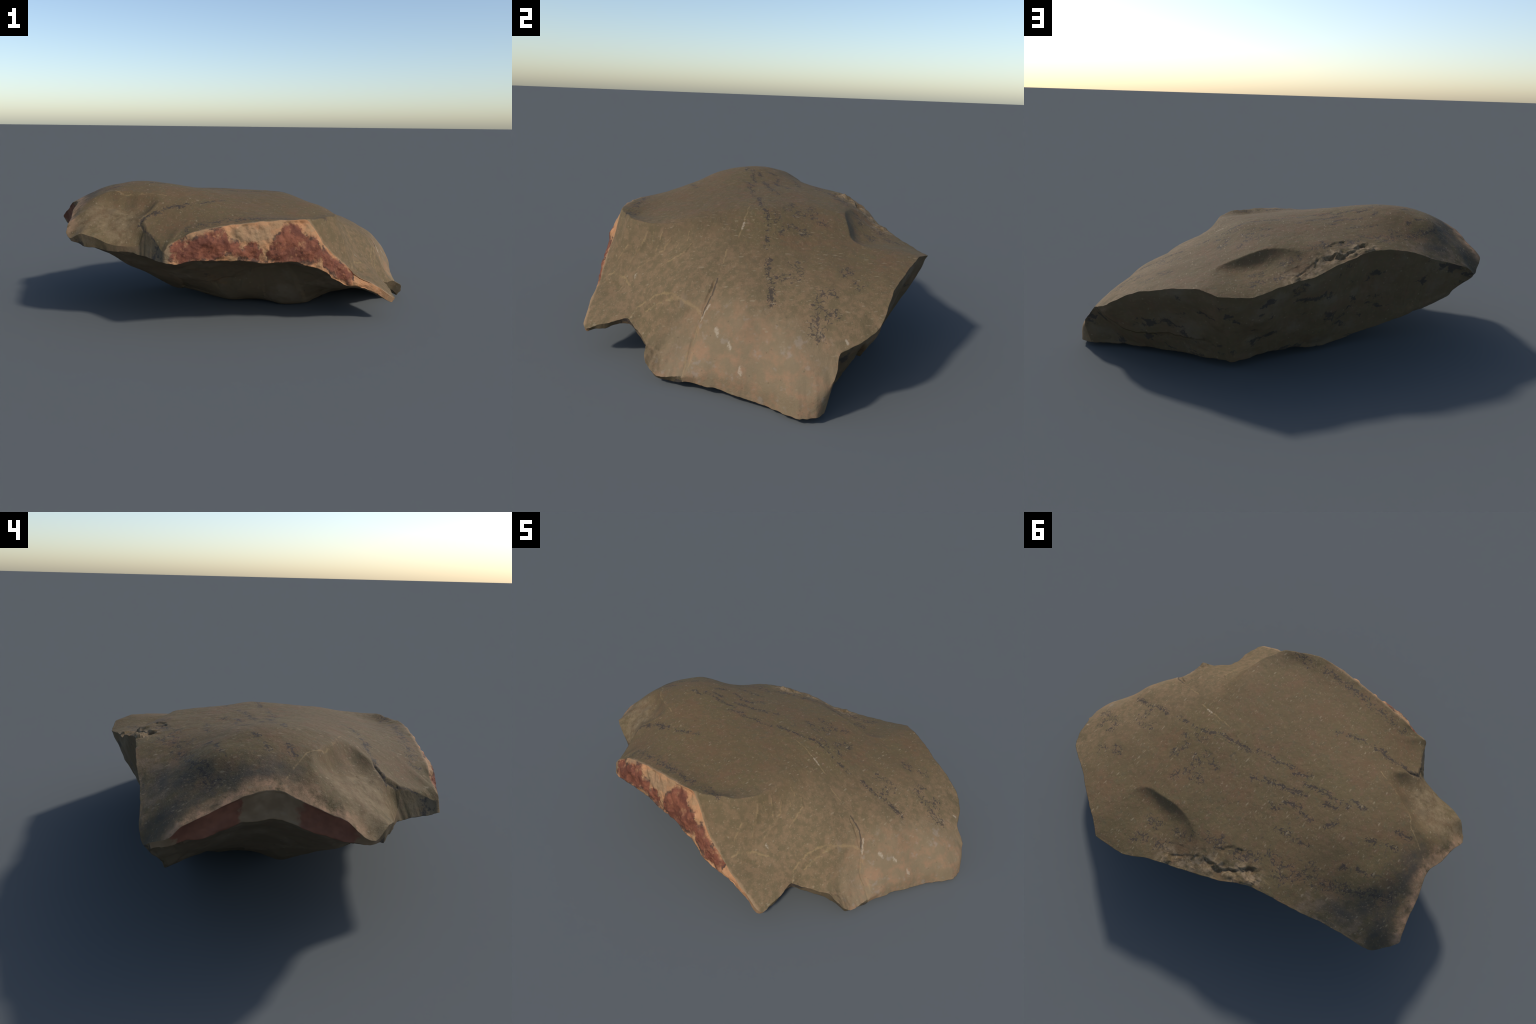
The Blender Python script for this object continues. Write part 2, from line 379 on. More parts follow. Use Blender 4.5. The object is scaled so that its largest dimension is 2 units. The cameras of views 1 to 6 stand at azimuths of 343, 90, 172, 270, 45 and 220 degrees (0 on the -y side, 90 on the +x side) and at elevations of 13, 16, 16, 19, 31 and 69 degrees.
# outward direction of the side wall, for its relief
tang = np.roll(T, -1, 0) - np.roll(T, 1, 0)
out = np.cross(tang, W - T); out /= np.linalg.norm(out, axis=1)[:, None] + 1e-9
flip = np.sign((out[:, :2] * T[:, :2]).sum(1)); out *= flip[:, None]
S_ = STATION
south = smoothstep(0, 1.5, S_) * (1 - smoothstep(15, 18, S_))
northeast = smoothstep(38, 41, S_) * (1 - smoothstep(49.5, 50.5, S_))
north = smoothstep(49.5, 51.5, S_) * (1 - smoothstep(63, 65, S_))
west = smoothstep(66.5, 69, S_) * (1 - smoothstep(76, 78, S_))
height = np.linalg.norm(W - T, axis=1)
for k in range(NW):
    v = (k + 1) / NW
    if k == NW - 1:
        break
    P = wall_rows[k]
    e = smoothstep(0, 0.08, v) * (1 - smoothstep(0.9, 1.0, v))
    d = e * (south * (0.011 * fbm(P, 16, 5, 60) + 0.010 * np.sin(math.pi * v))
             + west * (0.004 * fbm(P, 14, 4, 61) - 0.004 * math.sin(math.pi * v))
             + (north + northeast) * 0.006 * fbm(P, 7, 5, 62) + northeast * 0.006 * math.sin(math.pi * v ** 0.5) + north * (0.022 * np.exp(-((P[:, 0] + 0.13) / 0.11) ** 2) * math.sin(math.pi * v ** 0.8) + 0.008 * smoothstep(-0.05, 0.10, P[:, 0]) * math.sin(math.pi * v))
             + 0.15 * height * 0.02 * fbm(P, 20, 3, 63))
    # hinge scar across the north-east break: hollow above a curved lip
    lipz = np.interp(P[:, 0], [0.40, 0.43, 0.58, 0.70, 0.77, 0.87], [0.16, 0.15, 0.155, 0.13, 0.15, 0.24])
    gap = P[:, 2] - lipz
    hinge = np.where(gap > 0, 0.009 * np.exp(-gap / 0.06), -0.006 * np.exp(gap / 0.05))
    d = d + e * northeast * hinge * smoothstep(0.36, 0.45, P[:, 0]) * (1 - smoothstep(0.84, 0.90, P[:, 0]))
    wall_rows[k] = P + out * d[:, None]
allrows = rows + wall_rows + bot_rows
# weathered, rounded brow over the eastern foot
A = np.stack(allrows)
soft = (smoothstep(30.6, 31.6, S_) * (1 - smoothstep(37.6, 38.6, S_)))[:, None]
for it in range(160):
    i0, i1 = NT - 16, NT + 22
    A[i0:i1] += 0.45 * soft * (0.5 * (A[i0 - 1:i1 - 1] + A[i0 + 1:i1 + 1]) - A[i0:i1])
allrows = list(A)
V = np.concatenate([np.array([[0, 0, float(upper_z(np.zeros(1), np.zeros(1))[0])]])] + allrows
                   + [np.array([[0, 0, float(lower(np.zeros(1), np.zeros(1))[0])]])])
V[-1, 2] = max(V[-1, 2], 0.002) ; V[-1, 2] = bot_rows[-1][:, 2].mean()
V[0, 2] = rows[0][:, 2].mean()
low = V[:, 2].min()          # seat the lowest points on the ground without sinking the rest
V[:, 2] -= 0.0015 + (low - 0.0015) * (1 - smoothstep(0.01, 0.10, V[:, 2]))
nrow = len(allrows)

# faces with a region number each: 0 upper face, 1 south rind, 2 broken sides, 3 west rind, 4 underside
idx = 1 + np.arange(nrow * NCOL).reshape(nrow, NCOL)
col = np.arange(NCOL); nxt = (col + 1) % NCOL
colreg = np.full(NCOL, 2)
colreg[(S_ < 20.2) | (S_ > 86.6)] = 1
colreg[(S_ > 30.8) & (S_ < 38.2)] = 0
colreg[(S_ > 66.0) & (S_ < 78.3)] = 3
quads, region = [], []
for i in range(nrow - 1):
    q = np.stack([idx[i, col], idx[i + 1, col], idx[i + 1, nxt], idx[i, nxt]], 1)
    quads.append(q)
    if i < NT - 1: region.append(np.zeros(NCOL, int))
    elif i < NT + NW - 1: region.append(colreg)
    else: region.append(np.full(NCOL, 4))
tris_a = np.stack([np.zeros(NCOL, int), idx[0, col], idx[0, nxt]], 1)
tris_b = np.stack([np.full(NCOL, len(V) - 1), idx[-1, nxt], idx[-1, col]], 1)
faces = np.concatenate(quads)
region = np.concatenate(region)

# smooth vertex normals of the whole body
N = np.zeros_like(V)
def add_normals(F):
    a, b, c = V[F[:, 0]], V[F[:, 1]], V[F[:, 2]]
    n = np.cross(b - a, c - a)
    if F.shape[1] == 4:
        n = n + np.cross(c - a, V[F[:, 3]] - a)
    for k in range(F.shape[1]):
        np.add.at(N, F[:, k], n)
add_normals(faces); add_normals(tris_a); add_normals(tris_b)
N /= np.linalg.norm(N, axis=1)[:, None] + 1e-12

# ------------------------------------------------------------------ materials
def new_mat(name):
    m = bpy.data.materials.new(name); m.use_nodes = True
    nt = m.node_tree; nt.nodes.clear()
    return m, nt
class G:
    """small helper for writing node graphs"""
    def __init__(self, nt): self.nt = nt
    def n(self, t, **kw):
        nd = self.nt.nodes.new(t)
        for k, v in kw.items(): setattr(nd, k, v)
        return nd
    def put(self, sock, v):
        if isinstance(v, bpy.types.NodeSocket): self.nt.links.new(v, sock)
        else: sock.default_value = v
    def math(self, op, a, b=None, c=None, clamp=False):
        nd = self.n('ShaderNodeMath', operation=op, use_clamp=clamp)
        for i, v in enumerate((a, b, c)):
            if v is not None: self.put(nd.inputs[i], v)
        return nd.outputs[0]
    def vmath(self, op, a, b=None):
        nd = self.n('ShaderNodeVectorMath', operation=op)
        self.put(nd.inputs[0], a)
        if b is not None: self.put(nd.inputs[1], b)
        return nd.outputs['Value'] if op in ('LENGTH', 'DISTANCE', 'DOT_PRODUCT') else nd.outputs['Vector']
    def noise(self, vec, scale, detail=4, rough=0.5, dist=0.0, col=False):
        nd = self.n('ShaderNodeTexNoise')
        self.put(nd.inputs['Vector'], vec); nd.inputs['Scale'].default_value = scale
        nd.inputs['Detail'].default_value = detail; nd.inputs['Roughness'].default_value = rough
        nd.inputs['Distortion'].default_value = dist
        return nd.outputs['Color'] if col else nd.outputs['Fac']
    def ramp(self, fac, a, b):
        nd = self.n('ShaderNodeMapRange', interpolation_type='SMOOTHSTEP', clamp=False)
        self.put(nd.inputs['Value'], fac)
        self.put(nd.inputs['From Min'], a); self.put(nd.inputs['From Max'], b)
        return nd.outputs['Result']
    def scaled(self, v, k):
        nd = self.n('ShaderNodeVectorMath', operation='SCALE')
        self.put(nd.inputs[0], v); nd.inputs['Scale'].default_value = k
        return nd.outputs[0]
    def mix(self, fac, a, b, mode='MIX'):
        nd = self.n('ShaderNodeMix', data_type='RGBA', blend_type=mode)
        self.put(nd.inputs['Factor'], fac)
        for s, v in ((nd.inputs[6], a), (nd.inputs[7], b)):
            self.put(s, v if isinstance(v, bpy.types.NodeSocket) else (*v, 1.0))
        return nd.outputs[2]
def finish(g, color, height, rough=0.62, bump=0.35, dist=0.004):
    b = g.n('ShaderNodeBsdfPrincipled')
    g.put(b.inputs['Base Color'], color)
    g.put(b.inputs['Roughness'], rough)
    b.inputs['Specular IOR Level'].default_value = 0.10
    bp = g.n('ShaderNodeBump'); bp.inputs['Strength'].default_value = bump
    bp.inputs['Distance'].default_value = dist
    g.put(bp.inputs['Height'], height)
    g.nt.links.new(bp.outputs[0], b.inputs['Normal'])
    o = g.n('ShaderNodeOutputMaterial'); g.nt.links.new(b.outputs[0], o.inputs[0])

def base_flint(g, tc):
    """brown flint ground: cloudy, faintly red/green mottled, fine pale flecks"""
    crown, olive, warm = (0.108, 0.0745, 0.0375), (0.109, 0.079, 0.038), (0.122, 0.074, 0.0385)
    c = g.mix(g.ramp(g.noise(tc, 5, 4), 0.35, 0.68), crown, olive)
    c = g.mix(g.ramp(g.noise(tc, 9, 5, 0.6), 0.45, 0.70), c, warm)
    c = g.mix(g.math('MULTIPLY', g.ramp(g.noise(tc, 34, 5, 0.7), 0.50, 0.66), 0.8), c, (0.132, 0.080, 0.045))
    c = g.mix(g.math('MULTIPLY', g.ramp(g.noise(tc, 38, 5, 0.7), 0.48, 0.32), 0.8), c, (0.098, 0.078, 0.042))
    c = g.mix(g.ramp(g.noise(tc, 60, 4, 0.6), 0.54, 0.74), c, tuple(1.3 * v for v in crown))
    c = g.mix(g.ramp(g.noise(tc, 48, 3, 0.6), 0.40, 0.20), c, tuple(0.78 * v for v in crown))
    return c

def flecks(g, c, tc, scale, r0, keep, col, amt=0.6):
    v = g.n('ShaderNodeTexVoronoi', feature='F1'); v.inputs['Scale'].default_value = scale
    v.inputs['Randomness'].default_value = 1.0
    g.put(v.inputs['Vector'], tc)
    sel = g.n('ShaderNodeSeparateColor'); g.put(sel.inputs[0], v.outputs['Color'])
    m = g.math('MULTIPLY', g.ramp(g.math('ADD', v.outputs['Distance'], g.math('MULTIPLY_ADD', g.noise(tc, scale * 2.5, 2), 0.5, -0.25)), r0, r0 * 0.3), g.math('GREATER_THAN', sel.outputs[0], keep))
    return g.mix(g.math('MULTIPLY', m, amt), c, col)

def seg_field(g, P, polylines):
    """plan distance from P to the nearest of many short line pieces"""
    acc = None
    for pl in polylines:
        for a, b in zip(pl[:-1], pl[1:]):
            ab = (b[0] - a[0], b[1] - a[1], 0.0); l2 = ab[0] ** 2 + ab[1] ** 2
            v = g.vmath('SUBTRACT', P, (a[0], a[1], 0.0))
            t = g.math('MINIMUM', g.math('MAXIMUM', g.math('MULTIPLY', g.vmath('DOT_PRODUCT', v, ab), 1 / l2), 0.0), 1.0)
            sc = g.n('ShaderNodeVectorMath', operation='SCALE'); sc.inputs[0].default_value = ab
            g.nt.links.new(t, sc.inputs['Scale'])
            d = g.vmath('DISTANCE', v, sc.outputs[0])
            acc = d if acc is None else g.math('MINIMUM', acc, d)
    return acc

# black dendrites on the upper face (plan positions)
VEINS = [
 [(0.744,0.056),(0.671,0.056),(0.602,0.050)], [(0.601,0.043),(0.520,0.043)], [(0.446,0.025),(0.388,0.030)],
 [(0.344,0.035),(0.248,0.029),(0.209,0.013),(0.154,0.001),(0.073,-0.008),(0.017,-0.016)],
 [(-0.014,-0.037),(-0.070,-0.043),(-0.154,-0.059),(-0.203,-0.064)], [(-0.209,-0.050),(-0.276,-0.083)],
 [(-0.074,0.085),(-0.105,0.071)], [(-0.129,0.056),(-0.195,0.036),(-0.253,0.021),(-0.325,0.003)],
 [(-0.275,-0.032),(-0.310,-0.039)], [(-0.329,-0.052),(-0.399,-0.054),(-0.439,-0.060)], [(-0.459,-0.056),(-0.493,-0.061)],
 [(-0.498,-0.091),(-0.555,-0.094)], [(-0.247,0.086),(-0.282,0.071),(-0.329,0.059)], [(-0.206,0.122),(-0.249,0.131)],
 [(-0.345,0.071),(-0.403,0.080)], [(-0.408,-0.014),(-0.455,-0.024)],
 [(-0.310,0.193),(-0.370,0.182)], [(-0.393,0.181),(-0.454,0.174)], [(-0.469,0.066),(-0.494,0.021)],
 [(-0.619,0.160),(-0.652,0.146)], [(-0.681,0.128),(-0.747,0.101)], [(-0.648,0.004),(-0.758,-0.040)], [(-0.712,-0.103),(-0.780,-0.118)],
 [(-0.244,-0.337),(-0.276,-0.349)], [(-0.290,-0.362),(-0.354,-0.381)], [(-0.415,-0.386),(-0.462,-0.404)],
 [(-0.465,-0.381),(-0.518,-0.391),(-0.575,-0.408)], [(-0.604,-0.408),(-0.646,-0.425)],
]
BRANCHES = [   # bushier, broken growths
 [(0.343,0.082),(0.288,0.131),(0.320,0.196)], [(0.266,0.070),(0.239,0.069)], [(0.171,0.121),(0.098,0.138)],
 [(0.209,0.161),(0.159,0.179),(0.210,0.234),(0.237,0.280)], [(0.161,0.228),(0.115,0.234)],
 [(0.622,0.085),(0.630,0.136),(0.600,0.160),(0.537,0.145)], [(0.865,0.222),(0.808,0.221),(0.796,0.280)],
 [(0.850,0.200),(0.780,0.218),(0.707,0.238),(0.717,0.281)], [(0.672,0.377),(0.647,0.376)], [(0.595,0.343),(0.568,0.346)],
 [(0.218,0.616),(0.172,0.581)], [(0.206,0.502),(0.146,0.494)], [(0.094,0.564),(0.058,0.544)], [(0.056,0.471),(-0.036,0.436)],
 [(-0.084,0.404),(-0.159,0.393)], [(-0.211,0.397),(-0.320,0.346)], [(-0.426,0.350),(-0.483,0.322)],
 [(-0.354,0.303),(-0.483,0.295),(-0.582,0.264),(-0.670,0.222),(-0.753,0.187),(-0.865,0.117)], [(-0.514,0.249),(-0.530,0.227)],
 [(0.180,-0.583),(0.107,-0.581)], [(0.018,-0.600),(-0.192,-0.589)], [(-0.221,-0.583),(-0.452,-0.576)],
]
SMEARS = [[(-0.847,-0.080),(-0.850,0.000),(-0.865,0.117),(-0.879,0.188),(-0.928,0.291)], [(-0.700,0.330),(-0.740,0.277),(-0.860,0.125)]]
CREAM = [  # pale cracks, ripple crests and scar outlines
 [(0.164,-0.047),(0.281,-0.064),(0.395,-0.084)], [(0.461,-0.125),(0.560,-0.142)],
 [(0.324,-0.472),(0.336,-0.503),(0.352,-0.544)], [(0.341,-0.405),(0.372,-0.428)], [(0.365,-0.367),(0.387,-0.397),(0.385,-0.430),(0.387,-0.502)],
 [(0.384,-0.334),(0.409,-0.345)], [(0.356,-0.291),(0.387,-0.296)], [(0.407,-0.276),(0.436,-0.303),(0.441,-0.350),(0.439,-0.396)],
 [(0.309,-0.564),(0.304,-0.606)], [(0.332,-0.447),(0.348,-0.448)],
 [(0.323,-0.645),(0.342,-0.613),(0.371,-0.566),(0.438,-0.523)],
 [(0.555,-0.502),(0.536,-0.467),(0.548,-0.411),(0.581,-0.354),(0.623,-0.295)], [(0.563,-0.440),(0.589,-0.376),(0.624,-0.296),(0.661,-0.227),(0.700,-0.196)],
 [(0.703,-0.201),(0.722,-0.225),(0.753,-0.248),(0.794,-0.253)], [(0.715,-0.202),(0.744,-0.215),(0.790,-0.236)],
 [(-0.508,-0.295),(-0.596,-0.263),(-0.657,-0.237),(-0.716,-0.212),(-0.756,-0.161),(-0.821,-0.126),(-0.883,-0.093)],
]
WHITE = [[(0.340,-0.073),(0.304,-0.067)], [(0.864,-0.046),(0.872,-0.040)], [(0.914,0.010),(0.925,0.016)], [(0.812,-0.088),(0.820,-0.082)],
 [(0.885,0.315),(0.890,0.318)], [(0.405,-0.509),(0.413,-0.509)],
 [(0.760,-0.140),(0.775,-0.130)], [(0.690,-0.170),(0.706,-0.196)]]

def upper_material():
    m, nt = new_mat('smooth_brown_flint'); g = G(nt)
    tc = g.n('ShaderNodeTexCoord').outputs['Object']
    sep = g.n('ShaderNodeSeparateXYZ'); g.put(sep.inputs[0], tc)
    X, Y, Z = sep.outputs
    def shaken(scale, amp):
        """plan position, jittered by two noises"""
        n = []
        for w in (0.0, 7.3):
            t = g.n('ShaderNodeTexNoise', noise_dimensions='4D'); g.put(t.inputs['Vector'], tc)
            t.inputs['W'].default_value = w; t.inputs['Scale'].default_value = scale
            t.inputs['Detail'].default_value = 3; t.inputs['Roughness'].default_value = 0.6
            n.append(t.outputs['Fac'])
        cx = g.n('ShaderNodeCombineXYZ')
        g.put(cx.inputs[0], g.math('ADD', X, g.math('MULTIPLY_ADD', n[0], amp, -0.5 * amp)))
        g.put(cx.inputs[1], g.math('ADD', Y, g.math('MULTIPLY_ADD', n[1], amp, -0.5 * amp)))
        return cx.outputs[0]
    fine, coarse = shaken(42, 0.030), shaken(14, 0.10)
    c = base_flint(g, tc)
    # lighter, more olive eastern slope
    e = g.ramp(g.math('ADD', g.math('MULTIPLY_ADD', Y, -0.45, X), g.math('MULTIPLY', g.noise(tc, 4, 4), 0.30)), 0.42, 0.82)
    c = g.mix(g.math('MULTIPLY', e, 0.85), c, g.mix(g.ramp(g.noise(tc, 30, 6, 0.72), 0.40, 0.62), (0.120, 0.088, 0.046), (0.176, 0.115, 0.063)))
    # weathered tan foot in the east
    foot = seg_field(g, coarse, [[(0.80, -0.25), (0.93, 0.05), (1.02, 0.20)]])
    fm = g.ramp(foot, 0.22, 0.02)
    c = g.mix(g.math('MULTIPLY', fm, 0.85), c, g.mix(g.ramp(g.noise(tc, 18, 5, 0.65), 0.42, 0.66), (0.195, 0.142, 0.084), (0.260, 0.155, 0.090)))
    grey = g.math('MULTIPLY', g.ramp(g.noise(tc, 23, 4, 0.6), 0.58, 0.70), g.ramp(foot, 0.24, 0.06))
    c = g.mix(g.math('MULTIPLY', grey, 0.45), c, (0.25, 0.20, 0.155))
    # yellowish mottled ledge in the south-west
    ld = seg_field(g, coarse, [[(-0.90, -0.34), (-0.72, -0.40)], [(-0.84, -0.30), (-0.73, -0.33)]])
    c = g.mix(g.math('MULTIPLY', g.ramp(ld, 0.13, 0.02), g.ramp(g.noise(tc, 22, 5, 0.7), 0.34, 0.66)), c, (0.172, 0.122, 0.067))
    # crushed northern margin
    cr = seg_field(g, coarse, [[(0.02, 0.58), (-0.12, 0.50), (-0.36, 0.42)]])
    c = g.mix(g.math('MULTIPLY', g.ramp(cr, 0.085, 0.01), g.ramp(g.noise(tc, 25, 5, 0.7), 0.44, 0.60)), c, (0.200, 0.140, 0.082))
    nb = seg_field(g, coarse, [[(-0.62, 0.36), (-0.82, 0.30)]])
    c = g.mix(g.math('MULTIPLY', g.ramp(nb, 0.10, 0.02), g.ramp(g.noise(tc, 18, 5, 0.6), 0.40, 0.62)), c, (0.150, 0.103, 0.062))
    # dark mineral smear and dendrites
    sm = seg_field(g, shaken(20, 0.09), SMEARS)
    smk = g.math('MULTIPLY', g.ramp(sm, 0.10, 0.0), g.ramp(g.noise(tc, 11, 5, 0.65), 0.33, 0.62))
    c = g.mix(g.math('MULTIPLY', smk, 0.72), c, (0.048, 0.044, 0.038))
    sp = g.math('MULTIPLY', g.ramp(g.noise(tc, 24, 3, 0.6, 1.2), 0.655, 0.70), g.ramp(X, 0.45, -0.1))
    c = g.mix(g.math('MULTIPLY', g.math('MULTIPLY', sp, g.ramp(Y, -0.12, 0.12)), 0.55), c, (0.050, 0.042, 0.036))
    v = seg_field(g, fine, VEINS)
    ridge = g.math('SUBTRACT', 1.0, g.math('ABSOLUTE', g.math('MULTIPLY_ADD', g.noise(tc, 40, 2, 0.5, 0.6), 2.0, -1.0)))
    spur = g.ramp(ridge, 0.87, 0.97)
    jag = g.math('MULTIPLY_ADD', spur, 0.013, g.math('MULTIPLY', g.ramp(g.noise(tc, 70, 3, 0.7), 0.45, 0.68), 0.004))
    vm = g.math('MULTIPLY', g.ramp(g.math('SUBTRACT', v, jag), 0.0040, -0.0005), g.ramp(g.noise(tc, 32, 3, 0.6), 0.36, 0.50))
    c = g.mix(g.math('MULTIPLY', vm, 0.80), c, (0.040, 0.032, 0.028))
    b = seg_field(g, shaken(30, 0.055), BRANCHES)
    jag2 = g.math('MULTIPLY_ADD', spur, 0.026, g.math('MULTIPLY', g.ramp(g.noise(tc, 60, 4, 0.7), 0.48, 0.66), 0.010))
    bm = g.math('MULTIPLY', g.ramp(g.math('SUBTRACT', b, jag2), 0.001, -0.004), g.ramp(g.noise(tc, 45, 3, 0.6), 0.36, 0.52))
    c = g.mix(g.math('MULTIPLY', bm, 0.74), c, (0.042, 0.034, 0.030))
    ck = seg_field(g, shaken(40, 0.014), [[(-0.575,-0.398),(-0.616,-0.404),(-0.647,-0.426),(-0.638,-0.470),(-0.606,-0.540)], [(0.600,-0.150),(0.663,-0.163),(0.703,-0.198)]])
    c = g.mix(g.math('MULTIPLY', g.ramp(ck, 0.0055, 0.001), 0.75), c, (0.045, 0.035, 0.027))
    # pale lines
    cr = seg_field(g, shaken(36, 0.018), CREAM)
    cm_ = g.math('MULTIPLY', g.ramp(cr, 0.0044, 0.0005), g.ramp(g.noise(tc, 24, 4, 0.6), 0.36, 0.58))
    c = g.mix(g.math('MULTIPLY', cm_, 0.50), c, (0.260, 0.175, 0.085))
    # pink flare above the western rind, pale line along the southern rim
    wr = seg_field(g, shaken(16, 0.075), [[(-1.01, 0.23), (-0.96, 0.08), (-0.925, -0.06), (-0.965, -0.27)]])
    wk = g.math('MULTIPLY', g.ramp(wr, 0.070, 0.014), g.ramp(g.noise(tc, 24, 5, 0.65), 0.34, 0.56))
    c = g.mix(g.math('MULTIPLY', wk, 0.9), c, g.mix(g.ramp(g.noise(tc, 35, 4), 0.4, 0.65), (0.215, 0.135, 0.076), (0.330, 0.190, 0.110)))
    sr = seg_field(g, shaken(30, 0.02), [[(-0.55, -0.64), (-0.435, -0.636), (0.03, -0.652), (0.10, -0.648), (0.21, -0.680), (0.35, -0.692), (0.54, -0.70)]])
    c = g.mix(g.math('MULTIPLY', g.ramp(sr, 0.016, 0.003), 0.6), c, (0.300, 0.190, 0.105))
    # flecks and scratches
    st = g.n('ShaderNodeMapping'); st.inputs['Rotation'].default_value = (0, 0, 0.5); st.inputs['Scale'].default_value = (1.0, 0.35, 1.0)
    g.put(st.inputs['Vector'], tc)
    c = flecks(g, c, st.outputs[0], 42, 0.19, 0.66, (0.245, 0.190, 0.118), 0.50)
    s2 = g.n('ShaderNodeMapping'); s2.inputs['Rotation'].default_value = (0, 0, -0.9); s2.inputs['Scale'].default_value = (1.0, 0.45, 1.0)
    g.put(s2.inputs['Vector'], tc)
    c = flecks(g, c, s2.outputs[0], 64, 0.25, 0.64, (0.225, 0.172, 0.108), 0.48)
    c = flecks(g, c, tc, 95, 0.34, 0.62, (0.205, 0.154, 0.095), 0.45)
    c = flecks(g, c, tc, 60, 0.24, 0.84, (0.066, 0.047, 0.028), 0.35)
    w = seg_field(g, shaken(60, 0.016), WHITE)
    wn = g.math('MULTIPLY', g.ramp(g.math('SUBTRACT', w, g.math('MULTIPLY', g.noise(tc, 70, 3, 0.7), 0.006)), 0.0035, -0.002), g.ramp(g.noise(tc, 90, 2), 0.30, 0.5))
    c = g.mix(g.math('MULTIPLY', wn, 0.50), c, (0.40, 0.33, 0.24))
    h = g.math('ADD', g.noise(tc, 70, 6, 0.6), g.math('MULTIPLY', g.noise(tc, 260, 3), 0.35))
    finish(g, c, h, 0.70, 0.34, 0.006)
    return m

def curve_of(g, fac, pts, lo, hi, vlo, vhi):
    """a drawn profile: value as a function of one coordinate"""
    n = g.n('ShaderNodeFloatCurve'); cv = n.mapping.curves[0]
    P = [((x - lo) / (hi - lo), (v - vlo) / (vhi - vlo)) for x, v in pts]
    cv.points[0].location = P[0]; cv.points[1].location = P[-1]
    for p in P[1:-1]: cv.points.new(*p)
    for p in cv.points: p.handle_type = 'VECTOR'
    n.mapping.update()
    g.put(n.inputs['Value'], g.math('DIVIDE', g.math('SUBTRACT', fac, lo), hi - lo))
    return g.math('MULTIPLY_ADD', n.outputs[0], vhi - vlo, vlo)

def rind_material():
    m, nt = new_mat('pink_and_red_rind'); g = G(nt)
    tc = g.n('ShaderNodeTexCoord').outputs['Object']
    q = g.vmath('ADD', tc, g.scaled(g.vmath('SUBTRACT', g.noise(tc, 26, 5, 0.65, col=True), (0.5, 0.5, 0.5)), 0.075))
    sep = g.n('ShaderNodeSeparateXYZ'); g.put(sep.inputs[0], q); X, Y, Z = sep.outputs
    upz = curve_of(g, X, [(-0.56,0.42),(-0.502,0.441),(-0.402,0.463),(-0.378,0.479),(-0.320,0.483),(-0.296,0.482),(-0.285,0.43),(-0.254,0.435),(-0.222,0.385),
        (-0.194,0.433),(-0.165,0.431),(-0.147,0.395),(-0.124,0.33),(-0.107,0.407),(-0.050,0.482),(-0.017,0.498),(0.023,0.497),(0.054,0.478),(0.074,0.438),
        (0.123,0.435),(0.144,0.38),(0.212,0.34),(0.261,0.307),(0.311,0.266),(0.335,0.18),(0.56,0.05)], -0.56, 0.56, 0.0, 0.55)
    loz = curve_of(g, X, [(-0.56,0.375),(-0.502,0.345),(-0.34,0.357),(-0.306,0.378),(-0.264,0.372),(-0.229,0.346),(-0.165,0.339),(0.018,0.328),(0.078,0.317),
        (0.108,0.323),(0.138,0.343),(0.163,0.29),(0.22,0.234),(0.276,0.219),(0.312,0.224),(0.34,0.26),(0.56,0.3)], -0.56, 0.56, 0.0, 0.55)
    up, lo = g.math('SUBTRACT', upz, Z), g.math('SUBTRACT', Z, loz)
    inside = g.math('MINIMUM', up, lo)
    red = g.math('MULTIPLY', g.ramp(inside, -0.014, 0.014), g.ramp(g.noise(tc, 13, 5, 0.65), 0.28, 0.46))
    pale = g.mix(g.ramp(g.noise(tc, 15, 5, 0.6), 0.38, 0.64), (0.400, 0.195, 0.092), (0.300, 0.178, 0.090))
    pale = g.mix(g.ramp(g.noise(tc, 34, 4, 0.6), 0.58, 0.75), pale, (0.500, 0.275, 0.150))
    reds = g.mix(g.ramp(g.noise(tc, 17, 5, 0.65), 0.36, 0.64), (0.120, 0.043, 0.027), (0.205, 0.073, 0.041))
    reds = g.mix(g.ramp(g.noise(tc, 40, 5, 0.7), 0.55, 0.72), reds, (0.085, 0.036, 0.026))
    reds = g.mix(g.ramp(g.noise(tc, 28, 4, 0.6), 0.60, 0.74), reds, (0.300, 0.125, 0.062))
    deep = g.ramp(inside, -0.02, 0.02)
    pale = g.mix(g.math('MULTIPLY', g.math('MULTIPLY', deep, g.ramp(lo, 0.02, -0.01)), 0.6), pale, (0.250, 0.110, 0.058))
    c = g.mix(red, pale, reds)
    seam = g.math('MULTIPLY', g.ramp(g.math('ABSOLUTE', inside), 0.016, 0.003), g.ramp(g.noise(tc, 19, 5, 0.65), 0.47, 0.58))
    c = g.mix(g.math('MULTIPLY', seam, 0.8), c, (0.045, 0.031, 0.026))
    # grey-tan patch high in the middle, and olive ends
    sx = g.n('ShaderNodeSeparateXYZ'); g.put(sx.inputs[0], tc)
    gp = g.math('MULTIPLY', g.math('MULTIPLY', g.ramp(X, -0.30, -0.25), g.ramp(X, -0.06, -0.11)), g.math('MULTIPLY', g.ramp(Z, 0.42, 0.44), g.ramp(Z, 0.50, 0.48)))
    c = g.mix(g.math('MULTIPLY', gp, 0.7), c, (0.250, 0.165, 0.092))
    ends = g.math('MAXIMUM', g.ramp(X, -0.535, -0.560), g.math('MULTIPLY', g.ramp(X, 0.46, 0.52), 0.7))
    c = g.mix(g.math('MULTIPLY', ends, 0.85), c, (0.190, 0.138, 0.080))
    h = g.math('ADD', g.noise(tc, 30, 7, 0.65), g.math('MULTIPLY', red, 0.25))
    finish(g, c, h, 0.60, 0.75, 0.012)
    return m

